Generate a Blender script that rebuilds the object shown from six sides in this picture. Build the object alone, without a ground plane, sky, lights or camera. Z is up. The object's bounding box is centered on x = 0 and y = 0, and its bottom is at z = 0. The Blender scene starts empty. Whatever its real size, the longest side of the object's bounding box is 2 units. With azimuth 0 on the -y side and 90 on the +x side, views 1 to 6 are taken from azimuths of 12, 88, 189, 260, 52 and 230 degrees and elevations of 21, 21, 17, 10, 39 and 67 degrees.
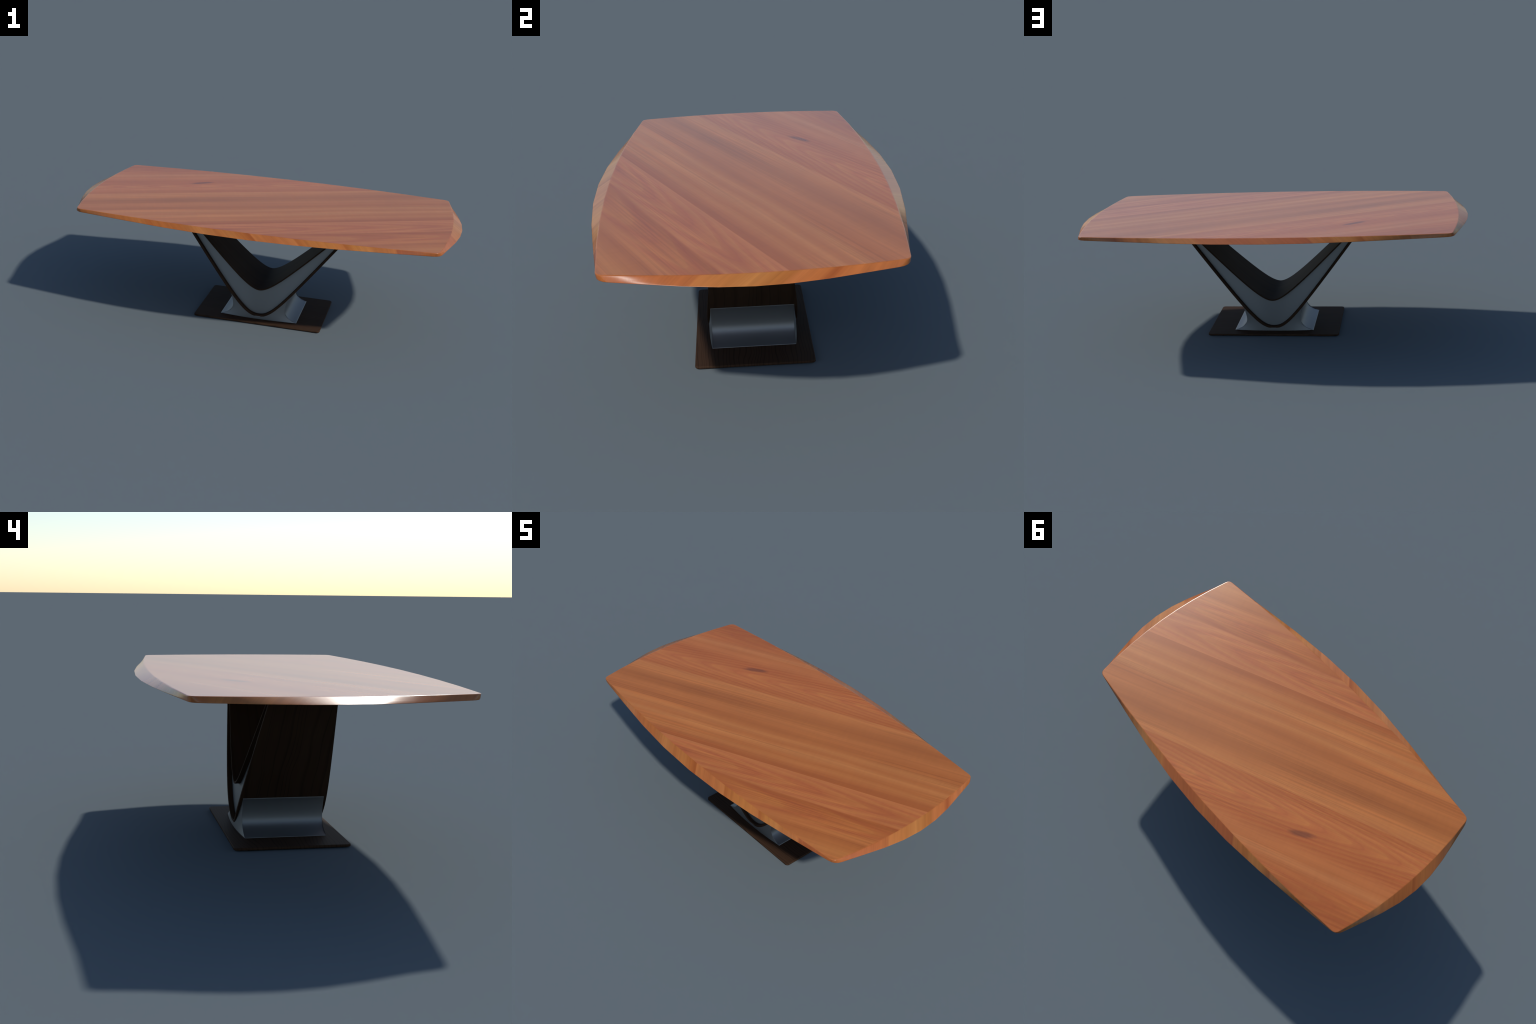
import bpy, math
from mathutils import Vector

# ------------------------------------------------------------------ helpers
def srgb(r, g, b):
    def f(v):
        v /= 255.0
        return v / 12.92 if v <= 0.04045 else ((v + 0.055) / 1.055) ** 2.4
    return (f(r), f(g), f(b))


def albedo(r, g, b, spec=0.012, light=0.86):
    """Base colour of a sunlit patch that shows as this sRGB value."""
    return tuple(max(0.004, (v - spec) / light) for v in srgb(r, g, b))


class Nodes:
    """Tiny expression builder for a node tree."""

    def __init__(self, name):
        self.mat = bpy.data.materials.new(name)
        self.mat.use_nodes = True
        self.t = self.mat.node_tree
        self.t.nodes.clear()
        self.out = self.t.nodes.new("ShaderNodeOutputMaterial")
        self.bsdf = self.t.nodes.new("ShaderNodeBsdfPrincipled")
        self.t.links.new(self.bsdf.outputs[0], self.out.inputs[0])

    def put(self, sock, v):
        if isinstance(v, bpy.types.NodeSocket):
            self.t.links.new(v, sock)
        elif isinstance(v, tuple) and sock.type == "RGBA" and len(v) == 3:
            sock.default_value = (*v, 1.0)
        else:
            sock.default_value = v

    def m(self, op, a, b=0.0, c=0.0, clamp=False):
        n = self.t.nodes.new("ShaderNodeMath")
        n.operation, n.use_clamp = op, clamp
        for s, v in zip(n.inputs, (a, b, c)):
            self.put(s, v)
        return n.outputs[0]

    def add(self, a, b): return self.m("ADD", a, b)
    def sub(self, a, b): return self.m("SUBTRACT", a, b)
    def mul(self, a, b): return self.m("MULTIPLY", a, b)

    def lin(self, *terms):
        """sum of coefficient*socket, plain numbers are constants"""
        acc = None
        for t in terms:
            v = self.mul(t[1], t[0]) if isinstance(t, tuple) else t
            acc = v if acc is None else self.add(acc, v)
        return acc

    def step(self, v, lo, hi):
        n = self.t.nodes.new("ShaderNodeMapRange")
        n.interpolation_type = "SMOOTHSTEP"
        self.put(n.inputs["Value"], v)
        n.inputs["From Min"].default_value, n.inputs["From Max"].default_value = lo, hi
        return n.outputs[0]

    def coords(self):
        n = self.t.nodes.new("ShaderNodeTexCoord")
        s = self.t.nodes.new("ShaderNodeSeparateXYZ")
        self.t.links.new(n.outputs["Object"], s.inputs[0])
        return s.outputs[0], s.outputs[1], s.outputs[2]

    def vec(self, x, y, z=0.0):
        n = self.t.nodes.new("ShaderNodeCombineXYZ")
        for s, v in zip(n.inputs, (x, y, z)):
            self.put(s, v)
        return n.outputs[0]

    def noise(self, v, scale=1.0, detail=2.0, rough=0.5, one_d=False):
        n = self.t.nodes.new("ShaderNodeTexNoise")
        if one_d:
            n.noise_dimensions = "1D"
            self.put(n.inputs["W"], v)
        else:
            self.put(n.inputs["Vector"], v)
        n.inputs["Scale"].default_value = scale
        n.inputs["Detail"].default_value = detail
        n.inputs["Roughness"].default_value = rough
        return n.outputs[0]

    def ramp(self, v, lo, hi, stops):
        n = self.t.nodes.new("ShaderNodeValToRGB")
        self.put(n.inputs[0], self.mul(self.sub(v, lo), 1.0 / (hi - lo)))
        el = n.color_ramp.elements
        for i, (p, c) in enumerate(stops):
            q = (p - lo) / (hi - lo)
            e = el[i] if i < 2 else el.new(q)
            if i < 2:
                e.position = q
            e.color = (*c, 1.0)
        # positions were appended in rising order, so the order is already right
        return n.outputs[0]

    def mix(self, f, a, b, kind="MIX"):
        n = self.t.nodes.new("ShaderNodeMix")
        n.data_type, n.blend_type = "RGBA", kind
        self.put(n.inputs[0], f)
        self.put(n.inputs[6], a)
        self.put(n.inputs[7], b)
        return n.outputs[2]

    def scale_colour(self, c, f):
        n = self.t.nodes.new("ShaderNodeVectorMath")
        n.operation = "SCALE"
        self.put(n.inputs[0], c)
        self.put(n.inputs["Scale"], f)
        return n.outputs[0]

    def bump(self, h, strength, dist):
        n = self.t.nodes.new("ShaderNodeBump")
        n.inputs["Strength"].default_value, n.inputs["Distance"].default_value = strength, dist
        self.put(n.inputs["Height"], h)
        self.t.links.new(n.outputs[0], self.bsdf.inputs["Normal"])

    def set(self, **kw):
        for k, v in kw.items():
            self.put(self.bsdf.inputs[k.replace("_", " ")], v)
        return self.mat


# ------------------------------------------------------------------ materials
GRAIN_TILT = math.radians(24.2)      # the boards of the top run askew of its length


def cherry_wood():
    n = Nodes("lacquered_reddish_wood")
    x, y, z = n.coords()
    c, s = math.cos(GRAIN_TILT), math.sin(GRAIN_TILT)
    a = n.lin((c, x), (s, y))         # along the boards
    b = n.lin((-s, x), (c, y))        # across the boards

    wob = n.noise(n.vec(n.mul(a, 1.1), n.mul(b, 3.0)), 1.0, 2.0)
    wob2 = n.noise(n.vec(n.mul(a, 0.9), n.mul(b, 13.0), 51.0), 1.0, 2.0)
    bw = n.lin(b, (0.042, n.sub(wob, 0.5)), (0.055, n.sub(wob2, 0.5)))
    # ---- face of the top: colour sequence from board to board
    A = albedo
    mid = n.ramp(bw, -0.33, 0.25, [          # straight grained centre board
        (-0.33, A(140, 74, 42)), (-0.285, A(142, 75, 43)), (-0.25, A(158, 93, 56)), (-0.232, A(166, 101, 60)),
        (-0.215, A(154, 88, 51)), (-0.19, A(163, 97, 58)), (-0.163, A(176, 112, 70)), (-0.135, A(158, 92, 54)),
        (-0.12, A(163, 98, 60)), (-0.095, A(172, 108, 66)), (-0.07, A(158, 92, 54)), (-0.04, A(146, 83, 48)),
        (-0.01, A(157, 92, 55)), (0.03, A(162, 97, 59)), (0.065, A(148, 86, 50)), (0.092, A(137, 78, 46)),
        (0.115, A(149, 88, 53)), (0.15, A(164, 98, 60)), (0.185, A(172, 107, 67)), (0.25, A(170, 103, 66))])
    low = n.ramp(bw, -0.80, -0.28, [         # two flame-figured boards on one side
        (-0.80, A(160, 92, 56)), (-0.70, A(170, 105, 63)), (-0.672, A(158, 92, 53)), (-0.648, A(145, 80, 46)),
        (-0.62, A(164, 98, 59)), (-0.58, A(158, 88, 53)), (-0.533, A(156, 88, 51)), (-0.49, A(146, 77, 44)),
        (-0.469, A(141, 74, 43)), (-0.461, A(164, 97, 62)), (-0.43, A(163, 93, 60)), (-0.385, A(158, 88, 56)),
        (-0.34, A(166, 96, 62)), (-0.305, A(172, 102, 66)), (-0.28, A(172, 102, 66))])
    high = n.ramp(bw, 0.19, 0.82, [          # and on the other
        (0.19, A(152, 84, 50)), (0.235, A(156, 86, 53)), (0.27, A(166, 96, 61)), (0.33, A(167, 96, 61)),
        (0.38, A(158, 86, 53)), (0.43, A(154, 82, 50)), (0.47, A(166, 96, 61)), (0.505, A(164, 95, 60)),
        (0.512, A(160, 91, 56)), (0.535, A(172, 106, 70)), (0.57, A(158, 88, 54)), (0.62, A(152, 82, 50)),
        (0.68, A(141, 73, 44)), (0.82, A(148, 80, 48))])
    joint_1 = n.step(b, -0.3045, -0.3015)
    joint_2 = n.step(b, 0.2125, 0.2165)
    face = n.mix(joint_2, n.mix(joint_1, low, mid), high)

    # flame figure: nested rounded arches along the axis of a board
    def flame(axis, way, width, tip, period, seed):
        d = n.lin(b, -axis, (0.022, n.sub(n.noise(n.vec(n.mul(a, 2.3), n.add(b, seed)), 1.0, 3.0), 0.5)))
        d2 = n.sub(n.m("SQRT", n.add(n.mul(d, d), 0.0008)), 0.0283)
        w = n.lin((way, a), (10.0, d2), -tip)
        w = n.add(w, n.mul(n.sub(n.noise(n.vec(n.mul(a, 3.0), n.mul(b, 16.0), seed), 1.0, 3.0), 0.5), period * 0.75))
        phase = n.m("FRACT", n.add(n.mul(w, 1.0 / period), 20.0))
        inside = n.sub(1.0, n.step(n.m("ABSOLUTE", n.sub(b, axis)), width * 0.5, width))
        fine = n.noise(n.mul(w, 28.0), 1.0, 2.0, 0.6, one_d=True)
        return phase, inside, fine

    tint = n.mix(n.lin(0.08, (0.60, n.noise(n.vec(n.mul(a, 1.7), n.mul(b, 5.0), 21.0), 1.0, 2.0))), face, A(161, 95, 58))
    for axis, way, width, tip, period, seed, amount in (
            (-0.390, 1.0, 0.095, 0.315, 0.33, 3.1, 1.0), (-0.535, 1.0, 0.085, 0.745, 0.42, 7.7, 0.9),
            (0.328, -1.0, 0.17, 0.125, 0.205, 12.4, 0.9), (0.66, -1.0, 0.10, 0.52, 0.30, 17.9, 0.7)):
        phase, inside, fine = flame(axis, way, width, tip, period, seed)
        arch = n.ramp(phase, 0.0, 1.0, [
            (0.0, (1.02, 1.02, 1.02)), (0.12, (0.98, 0.94, 0.95)), (0.26, (0.96, 0.87, 0.91)), (0.33, (0.90, 0.78, 0.88)),
            (0.40, (0.97, 0.91, 0.94)), (0.60, (1.02, 1.02, 1.02)), (0.80, (1.05, 1.12, 1.08)), (0.955, (1.08, 1.20, 1.14)),
            (1.0, (1.02, 1.02, 1.02))])
        tint = n.mix(n.mul(inside, 0.82 * amount), tint, n.mix(1.0, tint, arch, "MULTIPLY"))
        dark = n.mul(n.mul(n.step(fine, 0.52, 0.66), inside), 0.20 * amount)
        tint = n.mix(dark, tint, n.mix(1.0, tint, (0.95, 0.88, 0.91), "MULTIPLY"))

    # dark elongated knot
    ka, kb = n.add(a, 0.308), n.sub(b, 0.389)
    kt = math.radians(11)
    ku = n.lin((math.cos(kt) / 0.086, ka), (math.sin(kt) / 0.086, kb))
    kv = n.lin((-math.sin(kt) / 0.021, ka), (math.cos(kt) / 0.021, kb))
    kr = n.m("SQRT", n.add(n.mul(ku, ku), n.mul(kv, kv)))
    kr = n.add(kr, n.mul(n.sub(n.noise(n.vec(n.mul(a, 20), n.mul(b, 60)), 1.0, 2.0), 0.5), 0.5))
    tint = n.mix(n.mul(n.sub(1.0, n.step(kr, 0.35, 1.05)), 0.80), tint, A(112, 66, 50))
    tint = n.mix(n.mul(n.sub(1.0, n.step(kr, 0.8, 2.6)), 0.28), tint, n.mix(1.0, tint, (0.86, 0.72, 0.75), "MULTIPLY"))

    # fibres, streaks and soft clouding
    fibre = n.noise(n.vec(n.mul(a, 4.0), n.mul(b, 210.0)), 1.0, 3.0, 0.6)
    streak = n.noise(n.vec(n.mul(a, 1.3), n.mul(b, 46.0), 5.0), 1.0, 3.0, 0.55)
    cloud = n.noise(n.vec(n.mul(a, 2.4), n.mul(b, 6.0), 9.0), 1.0, 3.0, 0.5)
    curl = n.noise(n.vec(n.mul(a, 75.0), n.mul(b, 10.0), 2.0), 1.0, 2.0, 0.5)
    lines = n.noise(n.vec(n.mul(a, 0.7), n.mul(b, 120.0), 31.0), 1.0, 1.0)
    where = n.step(n.noise(n.vec(n.mul(a, 1.2), n.mul(b, 9.0), 41.0), 1.0, 1.0), 0.42, 0.62)
    gain = n.lin(1.0, (0.19, n.mul(where, n.sub(n.step(lines, 0.36, 0.66), 0.5))), (0.20, n.sub(fibre, 0.5)), (0.29, n.sub(streak, 0.5)), (0.22, n.sub(cloud, 0.5)), (0.10, n.sub(curl, 0.5)))
    face_c = n.scale_colour(tint, gain)
    green = n.mul(n.step(cloud, 0.52, 0.75), 0.22)
    face_c = n.mix(1.0, face_c, (1.07, 1.13, 0.92), "MULTIPLY")
    face_c = n.mix(green, face_c, n.mix(1.0, face_c, (0.90, 1.02, 0.92), "MULTIPLY"))

    # ---- slanted edge: grain runs across it, on the diagonal
    u = n.lin((0.7071, x), (0.7071, y))
    v = n.lin((0.7071, x), (-0.7071, y))
    uw = n.add(u, n.mul(n.sub(n.noise(n.vec(n.mul(u, 2.0), n.mul(v, 2.5)), 1.0, 2.0), 0.5), 0.012))
    edge_l = n.ramp(uw, -1.0, 0.17, [
        (-1.0, A(170, 100, 56)), (-0.80, A(172, 102, 57)), (-0.73, A(180, 110, 61)), (-0.69, A(160, 86, 45)),
        (-0.685, A(172, 100, 54)), (-0.60, A(168, 97, 52)), (-0.515, A(186, 121, 72)), (-0.46, A(172, 103, 57)),
        (-0.41, A(184, 116, 64)), (-0.375, A(170, 98, 50)), (-0.342, A(152, 79, 40)), (-0.336, A(186, 113, 66)),
        (-0.27, A(178, 104, 62)), (-0.188, A(188, 117, 70)), (-0.183, A(168, 96, 51)), (-0.13, A(177, 110, 60)),
        (-0.06, A(184, 117, 64)), (-0.012, A(182, 110, 64)), (-0.008, A(158, 88, 46)), (0.03, A(180, 116, 62)),
        (0.076, A(186, 121, 68)), (0.11, A(170, 102, 54)), (0.17, A(184, 111, 64))])
    edge_r = n.ramp(uw, 0.17, 1.0, [
        (0.17, A(184, 111, 65)), (0.176, A(184, 110, 65)), (0.182, A(160, 85, 54)), (0.26, A(166, 90, 57)),
        (0.34, A(172, 99, 58)), (0.40, A(166, 90, 56)), (0.56, A(176, 102, 62)), (0.572, A(188, 118, 70)),
        (0.64, A(180, 114, 64)), (0.684, A(190, 126, 73)), (0.725, A(172, 108, 58)), (0.752, A(168, 102, 56)),
        (0.762, A(188, 113, 68)), (0.81, A(180, 104, 60)), (0.828, A(154, 80, 46)), (0.85, A(182, 106, 62)), (1.0, A(176, 100, 56))])
    edge = n.mix(0.25, n.mix(n.m("GREATER_THAN", uw, 0.17), edge_l, edge_r), A(176, 105, 58))
    es = n.noise(n.vec(n.mul(u, 70.0), n.mul(v, 3.0), 3.0), 1.0, 3.0, 0.6)
    ef = n.noise(n.vec(n.mul(u, 260.0), n.mul(v, 8.0), 4.0), 1.0, 2.0, 0.6)
    edge_c = n.scale_colour(edge, n.lin(0.79, (0.46, n.sub(es, 0.5)), (0.14, n.sub(ef, 0.5))))

    top_mask = n.step(z, 0.6030, 0.6034)
    colour = n.mix(top_mask, n.mix(1.0, edge_c, (0.98, 1.0, 0.90), "MULTIPLY"), face_c)
    n.bump(fibre, 0.04, 0.001)
    return n.set(Base_Color=colour, Roughness=0.245, Specular_IOR_Level=0.5)


def dark_wood(name, along, across, stripe=1.0, bright=1.0, spacing=0.0125):
    """Very dark stained oak; along/across pick the object axes of the grain."""
    n = Nodes(name)
    xyz = n.coords()
    a, b = xyz[along], xyz[across]
    warp = n.noise(n.vec(n.mul(a, 2.2), n.mul(b, 4.0)), 1.0, 2.0, 0.45)
    w = n.lin((1.0, b), (0.11, n.sub(warp, 0.5)))
    spread = n.noise(n.mul(w, 14.0), 1.0, 1.0, 0.5, one_d=True)
    phase = n.m("FRACT", n.lin(30.0, (1.0 / spacing, w), (5.0, spread)))
    fibre = n.noise(n.vec(n.mul(a, 8.0), n.mul(b, 330.0)), 1.0, 3.0, 0.6)
    cloud = n.noise(n.vec(n.mul(a, 3.0), n.mul(b, 14.0), 6.0), 1.0, 2.0)
    ring = n.mul(n.step(phase, 0.0, 0.22), n.sub(1.0, n.step(phase, 0.80, 1.0)))     # thin dark late wood lines
    tone = n.lin(0.30, (0.36 * stripe, ring), (0.36, n.sub(fibre, 0.5)), (0.40, n.sub(cloud, 0.5)))
    k = bright
    colour = n.ramp(tone, 0.0, 1.0, [(0.0, (0.0090 * k, 0.0052 * k, 0.0034 * k)), (0.45, (0.026 * k, 0.0138 * k, 0.0080 * k)),
                                     (1.0, (0.044 * k, 0.0240 * k, 0.0145 * k))])
    n.bump(fibre, 0.08, 0.0006)
    return n.set(Base_Color=colour, Roughness=0.65, Specular_IOR_Level=0.05)


def brushed_grey():
    n = Nodes("satin_grey_metal")
    x, y, z = n.coords()
    fine = n.noise(n.vec(n.mul(x, 90.0), n.mul(y, 90.0), n.mul(z, 90.0)), 1.0, 2.0)
    rough = n.lin(0.56, (0.05, n.sub(fine, 0.5)))
    edge = n.t.nodes.new("ShaderNodeBevel")                  # softened arrises that catch the sky
    edge.samples = 8
    edge.inputs["Radius"].default_value = 0.0028
    n.t.links.new(edge.outputs[0], n.bsdf.inputs["Normal"])
    return n.set(Base_Color=(0.252, 0.257, 0.264), Metallic=1.0, Roughness=rough)


# ------------------------------------------------------------------ mesh helpers
def make(name, verts, faces, mat, parent, sharp=35.0, bevel=0.0, flat=()):
    me = bpy.data.meshes.new(name)
    me.from_pydata(verts, [], faces)
    me.validate()
    me.polygons.foreach_set("use_smooth", [i not in flat for i in range(len(me.polygons))])
    me.materials.append(mat)
    ob = bpy.data.objects.new(name, me)
    bpy.context.scene.collection.objects.link(ob)
    ob.parent = parent
    if bevel:
        m = ob.modifiers.new("round_edges", "BEVEL")
        m.width, m.segments, m.limit_method, m.angle_limit = bevel, 2, "ANGLE", math.radians(40)
        m.harden_normals = True
    if sharp:
        me.set_sharp_from_angle(angle=math.radians(sharp))
    return ob


def corner_outline(long_side, short_side, hx, hy, r, nseg=8, narc=4):
    """Closed four-sided outline with bowed sides and rounded corners.
    long_side(x) -> y of the +y side, short_side(y) -> x of the +x side,
    (hx, hy) is where the two bowed sides would meet."""
    # quarter corner arc, rounded between the tangents of the two sides
    e = 1e-4
    tl = Vector((-1.0, (long_side(hx - e) - long_side(hx)) / e)).normalized()
    ts = Vector(((short_side(hy - e) - short_side(hy)) / e, -1.0)).normalized()
    cut = r
    px, py = hx + tl.x * cut, hy + ts.y * cut
    p0 = Vector((px, long_side(px)))
    p2 = Vector((short_side(py), py))
    p1 = Vector((hx, hy))
    arc = []
    for i in range(narc + 1):
        t = i / narc
        arc.append(p2 * (1 - t) ** 2 + p1 * 2 * t * (1 - t) * 1.0 + p0 * t * t)
    pts = []
    # +x side from -y to +y, then corner, then +y side from +x to -x, ...
    def side_x(sign):
        return [Vector((sign * short_side(yy), yy)) for yy in [py * (-1 + 2 * i / nseg) * sign for i in range(1, nseg)]]
    def side_y(sign):
        return [Vector((xx, sign * long_side(xx))) for xx in [px * (1 - 2 * i / nseg) * sign for i in range(1, nseg)]]
    pts += side_x(1)
    pts += arc
    pts += side_y(1)
    pts += [Vector((-p.x, p.y)) for p in reversed(arc)]
    pts += side_x(-1)
    pts += [Vector((-p.x, -p.y)) for p in arc]
    pts += side_y(-1)
    pts += [Vector((p.x, -p.y)) for p in reversed(arc)]
    return pts


def loft_rings(rings):
    k = len(rings[0])
    verts = [tuple(p) for r in rings for p in r]
    faces = []
    for i in range(len(rings) - 1):
        for j in range(k):
            j2 = (j + 1) % k
            faces.append((i * k + j, (i + 1) * k + j, (i + 1) * k + j2, i * k + j2))
    caps = {len(faces), len(faces) + 1}
    faces.append(tuple(range(k)))
    faces.append(tuple(reversed(range((len(rings) - 1) * k, len(rings) * k))))
    return verts, faces, caps


def inset_ring(ring, d):
    out, k = [], len(ring)
    for i in range(k):
        t = (ring[(i + 1) % k] - ring[i - 1])
        nrm = Vector((t.y, -t.x)).normalized()
        out.append(ring[i] - nrm * d)
    return out


# ------------------------------------------------------------------ the table
root = bpy.data.objects.new("dining_table", None)
bpy.context.scene.collection.objects.link(root)
root["label"] = "modern dining table, reddish wood top, dark V-shaped pedestal, grey metal bracket"
root["category"] = "dining table"

wood_top = cherry_wood()
metal = brushed_grey()

# --- top: a slab whose underside bulges out further than its upper face
Z_TOP, Z_LOW = 0.6035, 0.5845
upper = corner_outline(lambda x: 0.4835 - 0.0615 * x * x, lambda y: 0.952 - 0.235 * y * y, 0.9077, 0.4328, 0.022)
lower = corner_outline(lambda x: 0.5307 - 0.160 * x * x + 0.046 * x ** 4,
                       lambda y: 1.0016 - 0.69 * y * y + 1.18 * y ** 4, 0.9150, 0.4299, 0.037)


def top_rings():
    rings = []
    at = lambda ring, z: [Vector((p.x, p.y, z)) for p in ring]
    r_top, r_low = 0.0038, 0.0040
    u3, l3 = at(upper, Z_TOP), at(lower, Z_LOW)
    ui, li = at(inset_ring(upper, r_top), Z_TOP), at(inset_ring(lower, r_low), Z_LOW)
    toward = [(b - a) * min(0.35, 0.0032 / (b - a).length) for a, b in zip(u3, l3)]
    for i in range(6):                       # rounded upper rim
        t = i / 5
        rings.append([p0 * (1 - t) ** 2 + p1 * 2 * t * (1 - t) + (p1 + d) * t * t for p0, p1, d in zip(ui, u3, toward)])
    for t in (0.35, 0.65):
        rings.append([(a + d) * (1 - t) + (b - d) * t for a, b, d in zip(u3, l3, toward)])
    for i in range(6):                       # rounded lower rim
        t = i / 5
        rings.append([(p1 - d) * (1 - t) ** 2 + p1 * 2 * t * (1 - t) + p2 * t * t for p1, p2, d in zip(l3, li, toward)])
    return rings


v, f, caps = loft_rings(top_rings())
table_top = make("table_top", v, f, wood_top, root, sharp=0, flat=caps)

# --- V-shaped leg: two bent dark veneer bands with a recessed grey core
OUTER = (0.0233, 1.332, 0.0805, 2.346)       # lowest point, slope, roundness of the bend, exponent
INNER = (0.1800, 1.0143, 0.0777, 1.7986)


def vee(p, x):
    z0, slope, c, e = p
    return z0 + slope * ((abs(x) ** e + c ** e) ** (1 / e) - c)


def half_width(z):
    """The leg is a little narrower at the top and where it meets the foot."""
    z = max(z, 0.0)
    return 0.1821 - 0.1138 * z - 0.0134 * z * z - 0.0226 * math.exp(-z / 0.06)


Z_LEG = 0.592                                # the arms end inside the slab


def vee_points(p, offset, n=64):
    """Points along the V, moved inward (up) by offset, cut at the slab."""
    def at(x):
        h = 1e-4
        s = (vee(p, x + h) - vee(p, x - h)) / (2 * h)
        k = math.sqrt(1 + s * s)
        return x - offset * s / k, vee(p, x) + offset / k
    lo, hi = 0.0, 0.8
    for _ in range(50):
        m = (lo + hi) / 2
        if at(m)[1] > Z_LEG:
            hi = m
        else:
            lo = m
    # finer steps in the bend
    ts = [(-1 + 2 * i / n) for i in range(n + 1)]
    return [at(lo * (0.45 * t + 0.55 * t * abs(t))) for t in ts]


def band(p, off_a, off_b, recess):
    a, b = vee_points(p[0], off_a), vee_points(p[1], off_b)
    verts, faces = [], []
    for (ax, az), (bx, bz) in zip(a, b):
        ya, yb = half_width(az) - recess, half_width(bz) - recess
        verts += [(ax, -ya, az), (ax, ya, az), (bx, yb, bz), (bx, -yb, bz)]
    m = len(a)
    for i in range(m - 1):
        for j in range(4):
            k = (j + 1) % 4
            faces.append((i * 4 + j, i * 4 + k, (i + 1) * 4 + k, (i + 1) * 4 + j))
    faces.append((3, 2, 1, 0))
    e = (m - 1) * 4
    faces.append((e, e + 1, e + 2, e + 3))
    return verts, faces


T_OUT, T_IN, RECESS = 0.0118, 0.007, 0.019
v, f = band((OUTER, INNER), T_OUT - 0.001, -T_IN + 0.001, RECESS)
leg = make("leg", v, f, metal, root)
v, f = band((OUTER, OUTER), 0.0, T_OUT, 0.0)
make("outer_band", v, f, dark_wood("dark_stained_veneer", 2, 1, 0.6, 1.35, 0.026), leg, bevel=0.0016)
v, f = band((INNER, INNER), -T_IN, 0.0, 0.0)
make("inner_band", v, f, dark_wood("dark_stained_veneer_inner", 2, 1, 0.4, 1.35, 0.026), leg, bevel=0.0016)

# --- foot bracket: grey metal cup that hugs the bend of the V
Z_PLATE = 0.0095
PROFILE = [(0.2070, 0.0097), (0.1900, 0.0150), (0.1755, 0.0212), (0.1630, 0.0290), (0.1525, 0.0380), (0.1455, 0.0480), (0.1418, 0.0590),
           (0.1408, 0.0700), (0.1420, 0.0850), (0.1452, 0.1020), (0.1500, 0.1200), (0.1560, 0.1360), (0.1612, 0.1462)]


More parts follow.
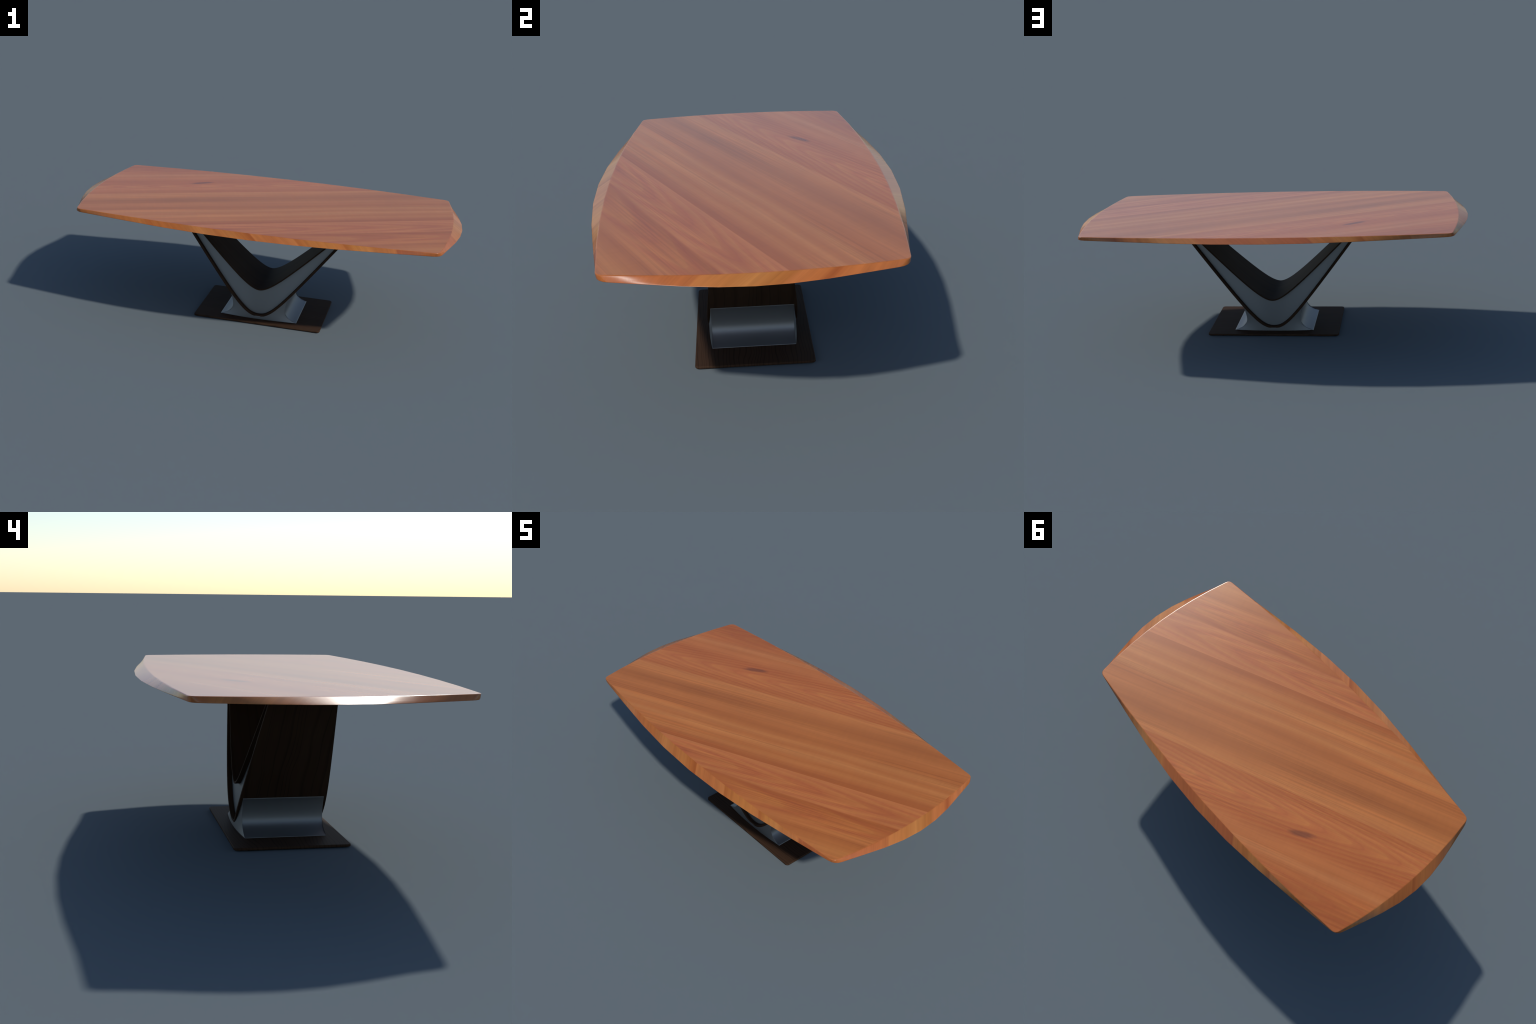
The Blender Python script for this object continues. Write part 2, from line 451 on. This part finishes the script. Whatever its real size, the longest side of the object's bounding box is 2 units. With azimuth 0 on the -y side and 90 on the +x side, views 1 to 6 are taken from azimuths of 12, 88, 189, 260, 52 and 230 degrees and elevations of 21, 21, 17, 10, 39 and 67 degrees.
def bracket():
    side = list(reversed(PROFILE))                       # horn tip down to the foot corner
    n_side, n_base = 24, 28

    def sample(poly, t):                                 # smooth Catmull-Rom through the profile
        q = t * (len(poly) - 1)
        i = min(int(q), len(poly) - 2)
        s = q - i
        g = lambda k: Vector(poly[max(0, min(len(poly) - 1, k))])
        a, b, c, d = g(i - 1), g(i), g(i + 1), g(i + 2)
        return 0.5 * (2 * b + (c - a) * s + (2 * a - 5 * b + 4 * c - d) * s * s + (3 * b - a - 3 * c + d) * s ** 3)

    right = [sample(side, i / n_side) for i in range(n_side + 1)]
    foot = right[-1]
    base = [Vector((foot.x * (1 - 2 * i / n_base), foot.y)) for i in range(1, n_base)]
    outer = right + base + [Vector((-p.x, p.y)) for p in reversed(right)]
    m = len(outer)
    inner = []
    for i in range(m):
        t = i / (m - 1)
        xx = 0.1612 * math.cos(math.pi * t) * (0.75 + 0.25 * abs(math.cos(math.pi * t)))
        inner.append(Vector((xx, vee(OUTER, xx) + 0.0035)))
    rows = 6

    def end_at(z):                                       # end face of the bracket at this height
        for (x0, z0), (x1, z1) in zip(PROFILE, PROFILE[1:]):
            if z <= z1:
                return x0 + (x1 - x0) * max(0.0, (z - z0) / (z1 - z0))
        return PROFILE[-1][0]

    def y_at(p):                                         # long faces are bowed outward
        return 0.1518 + 0.0128 * max(0.0, 1 - (p.x / end_at(p.y)) ** 2)
    verts, faces = [], []
    for sgn in (-1, 1):
        for o, w in zip(outer, inner):
            for r in range(rows + 1):
                p = o.lerp(w, r / rows)
                verts.append((p.x, sgn * y_at(p), p.y))
    half, w = m * (rows + 1), rows + 1
    for i in range(m - 1):
        for r in range(rows):
            q = (i * w + r, i * w + r + 1, (i + 1) * w + r + 1, (i + 1) * w + r)
            faces.append(q)
            faces.append(tuple(k + half for k in reversed(q)))
        for r, flip in ((0, False), (rows, True)):
            q = (i * w + r, (i + 1) * w + r, (i + 1) * w + r + half, i * w + r + half)
            faces.append(tuple(reversed(q)) if flip else q)
    for r in range(rows):
        for i, flip in ((0, True), (m - 1, False)):
            q = (i * w + r, i * w + r + 1, i * w + r + 1 + half, i * w + r + half)
            faces.append(tuple(reversed(q)) if flip else q)
    return verts, faces


v, f = bracket()
make("foot_bracket", v, f, metal, root)

# --- base plate
PX, PY, PR = 0.3415, 0.2120, 0.016
plate = []
for cx, cy, a0 in ((1, 1, 0), (-1, 1, 90), (-1, -1, 180), (1, -1, 270)):
    for i in range(7):
        a = math.radians(a0 + 15 * i)
        plate.append(Vector((cx * (PX - PR) + PR * math.cos(a), cy * (PY - PR) + PR * math.sin(a))))
rings = []
for d, z in ((0.0024, Z_PLATE), (0.0010, Z_PLATE - 0.0004), (0.0003, Z_PLATE - 0.0012), (0.0, Z_PLATE - 0.0026),
             (0.0, 0.0026), (0.0004, 0.0010), (0.0018, 0.0)):
    rings.append([Vector((p.x, p.y, z)) for p in inset_ring(plate, d)])
v, f, caps = loft_rings(rings)
make("base_plate", v, f, dark_wood("dark_stained_oak", 0, 1, 1.0, 1.35, 0.0125), root, sharp=0, flat=caps)

for ob in bpy.context.scene.objects:
    if ob.type == "MESH":
        import bmesh
        bm = bmesh.new()
        bm.from_mesh(ob.data)
        bmesh.ops.recalc_face_normals(bm, faces=bm.faces)
        bm.to_mesh(ob.data)
        bm.free()
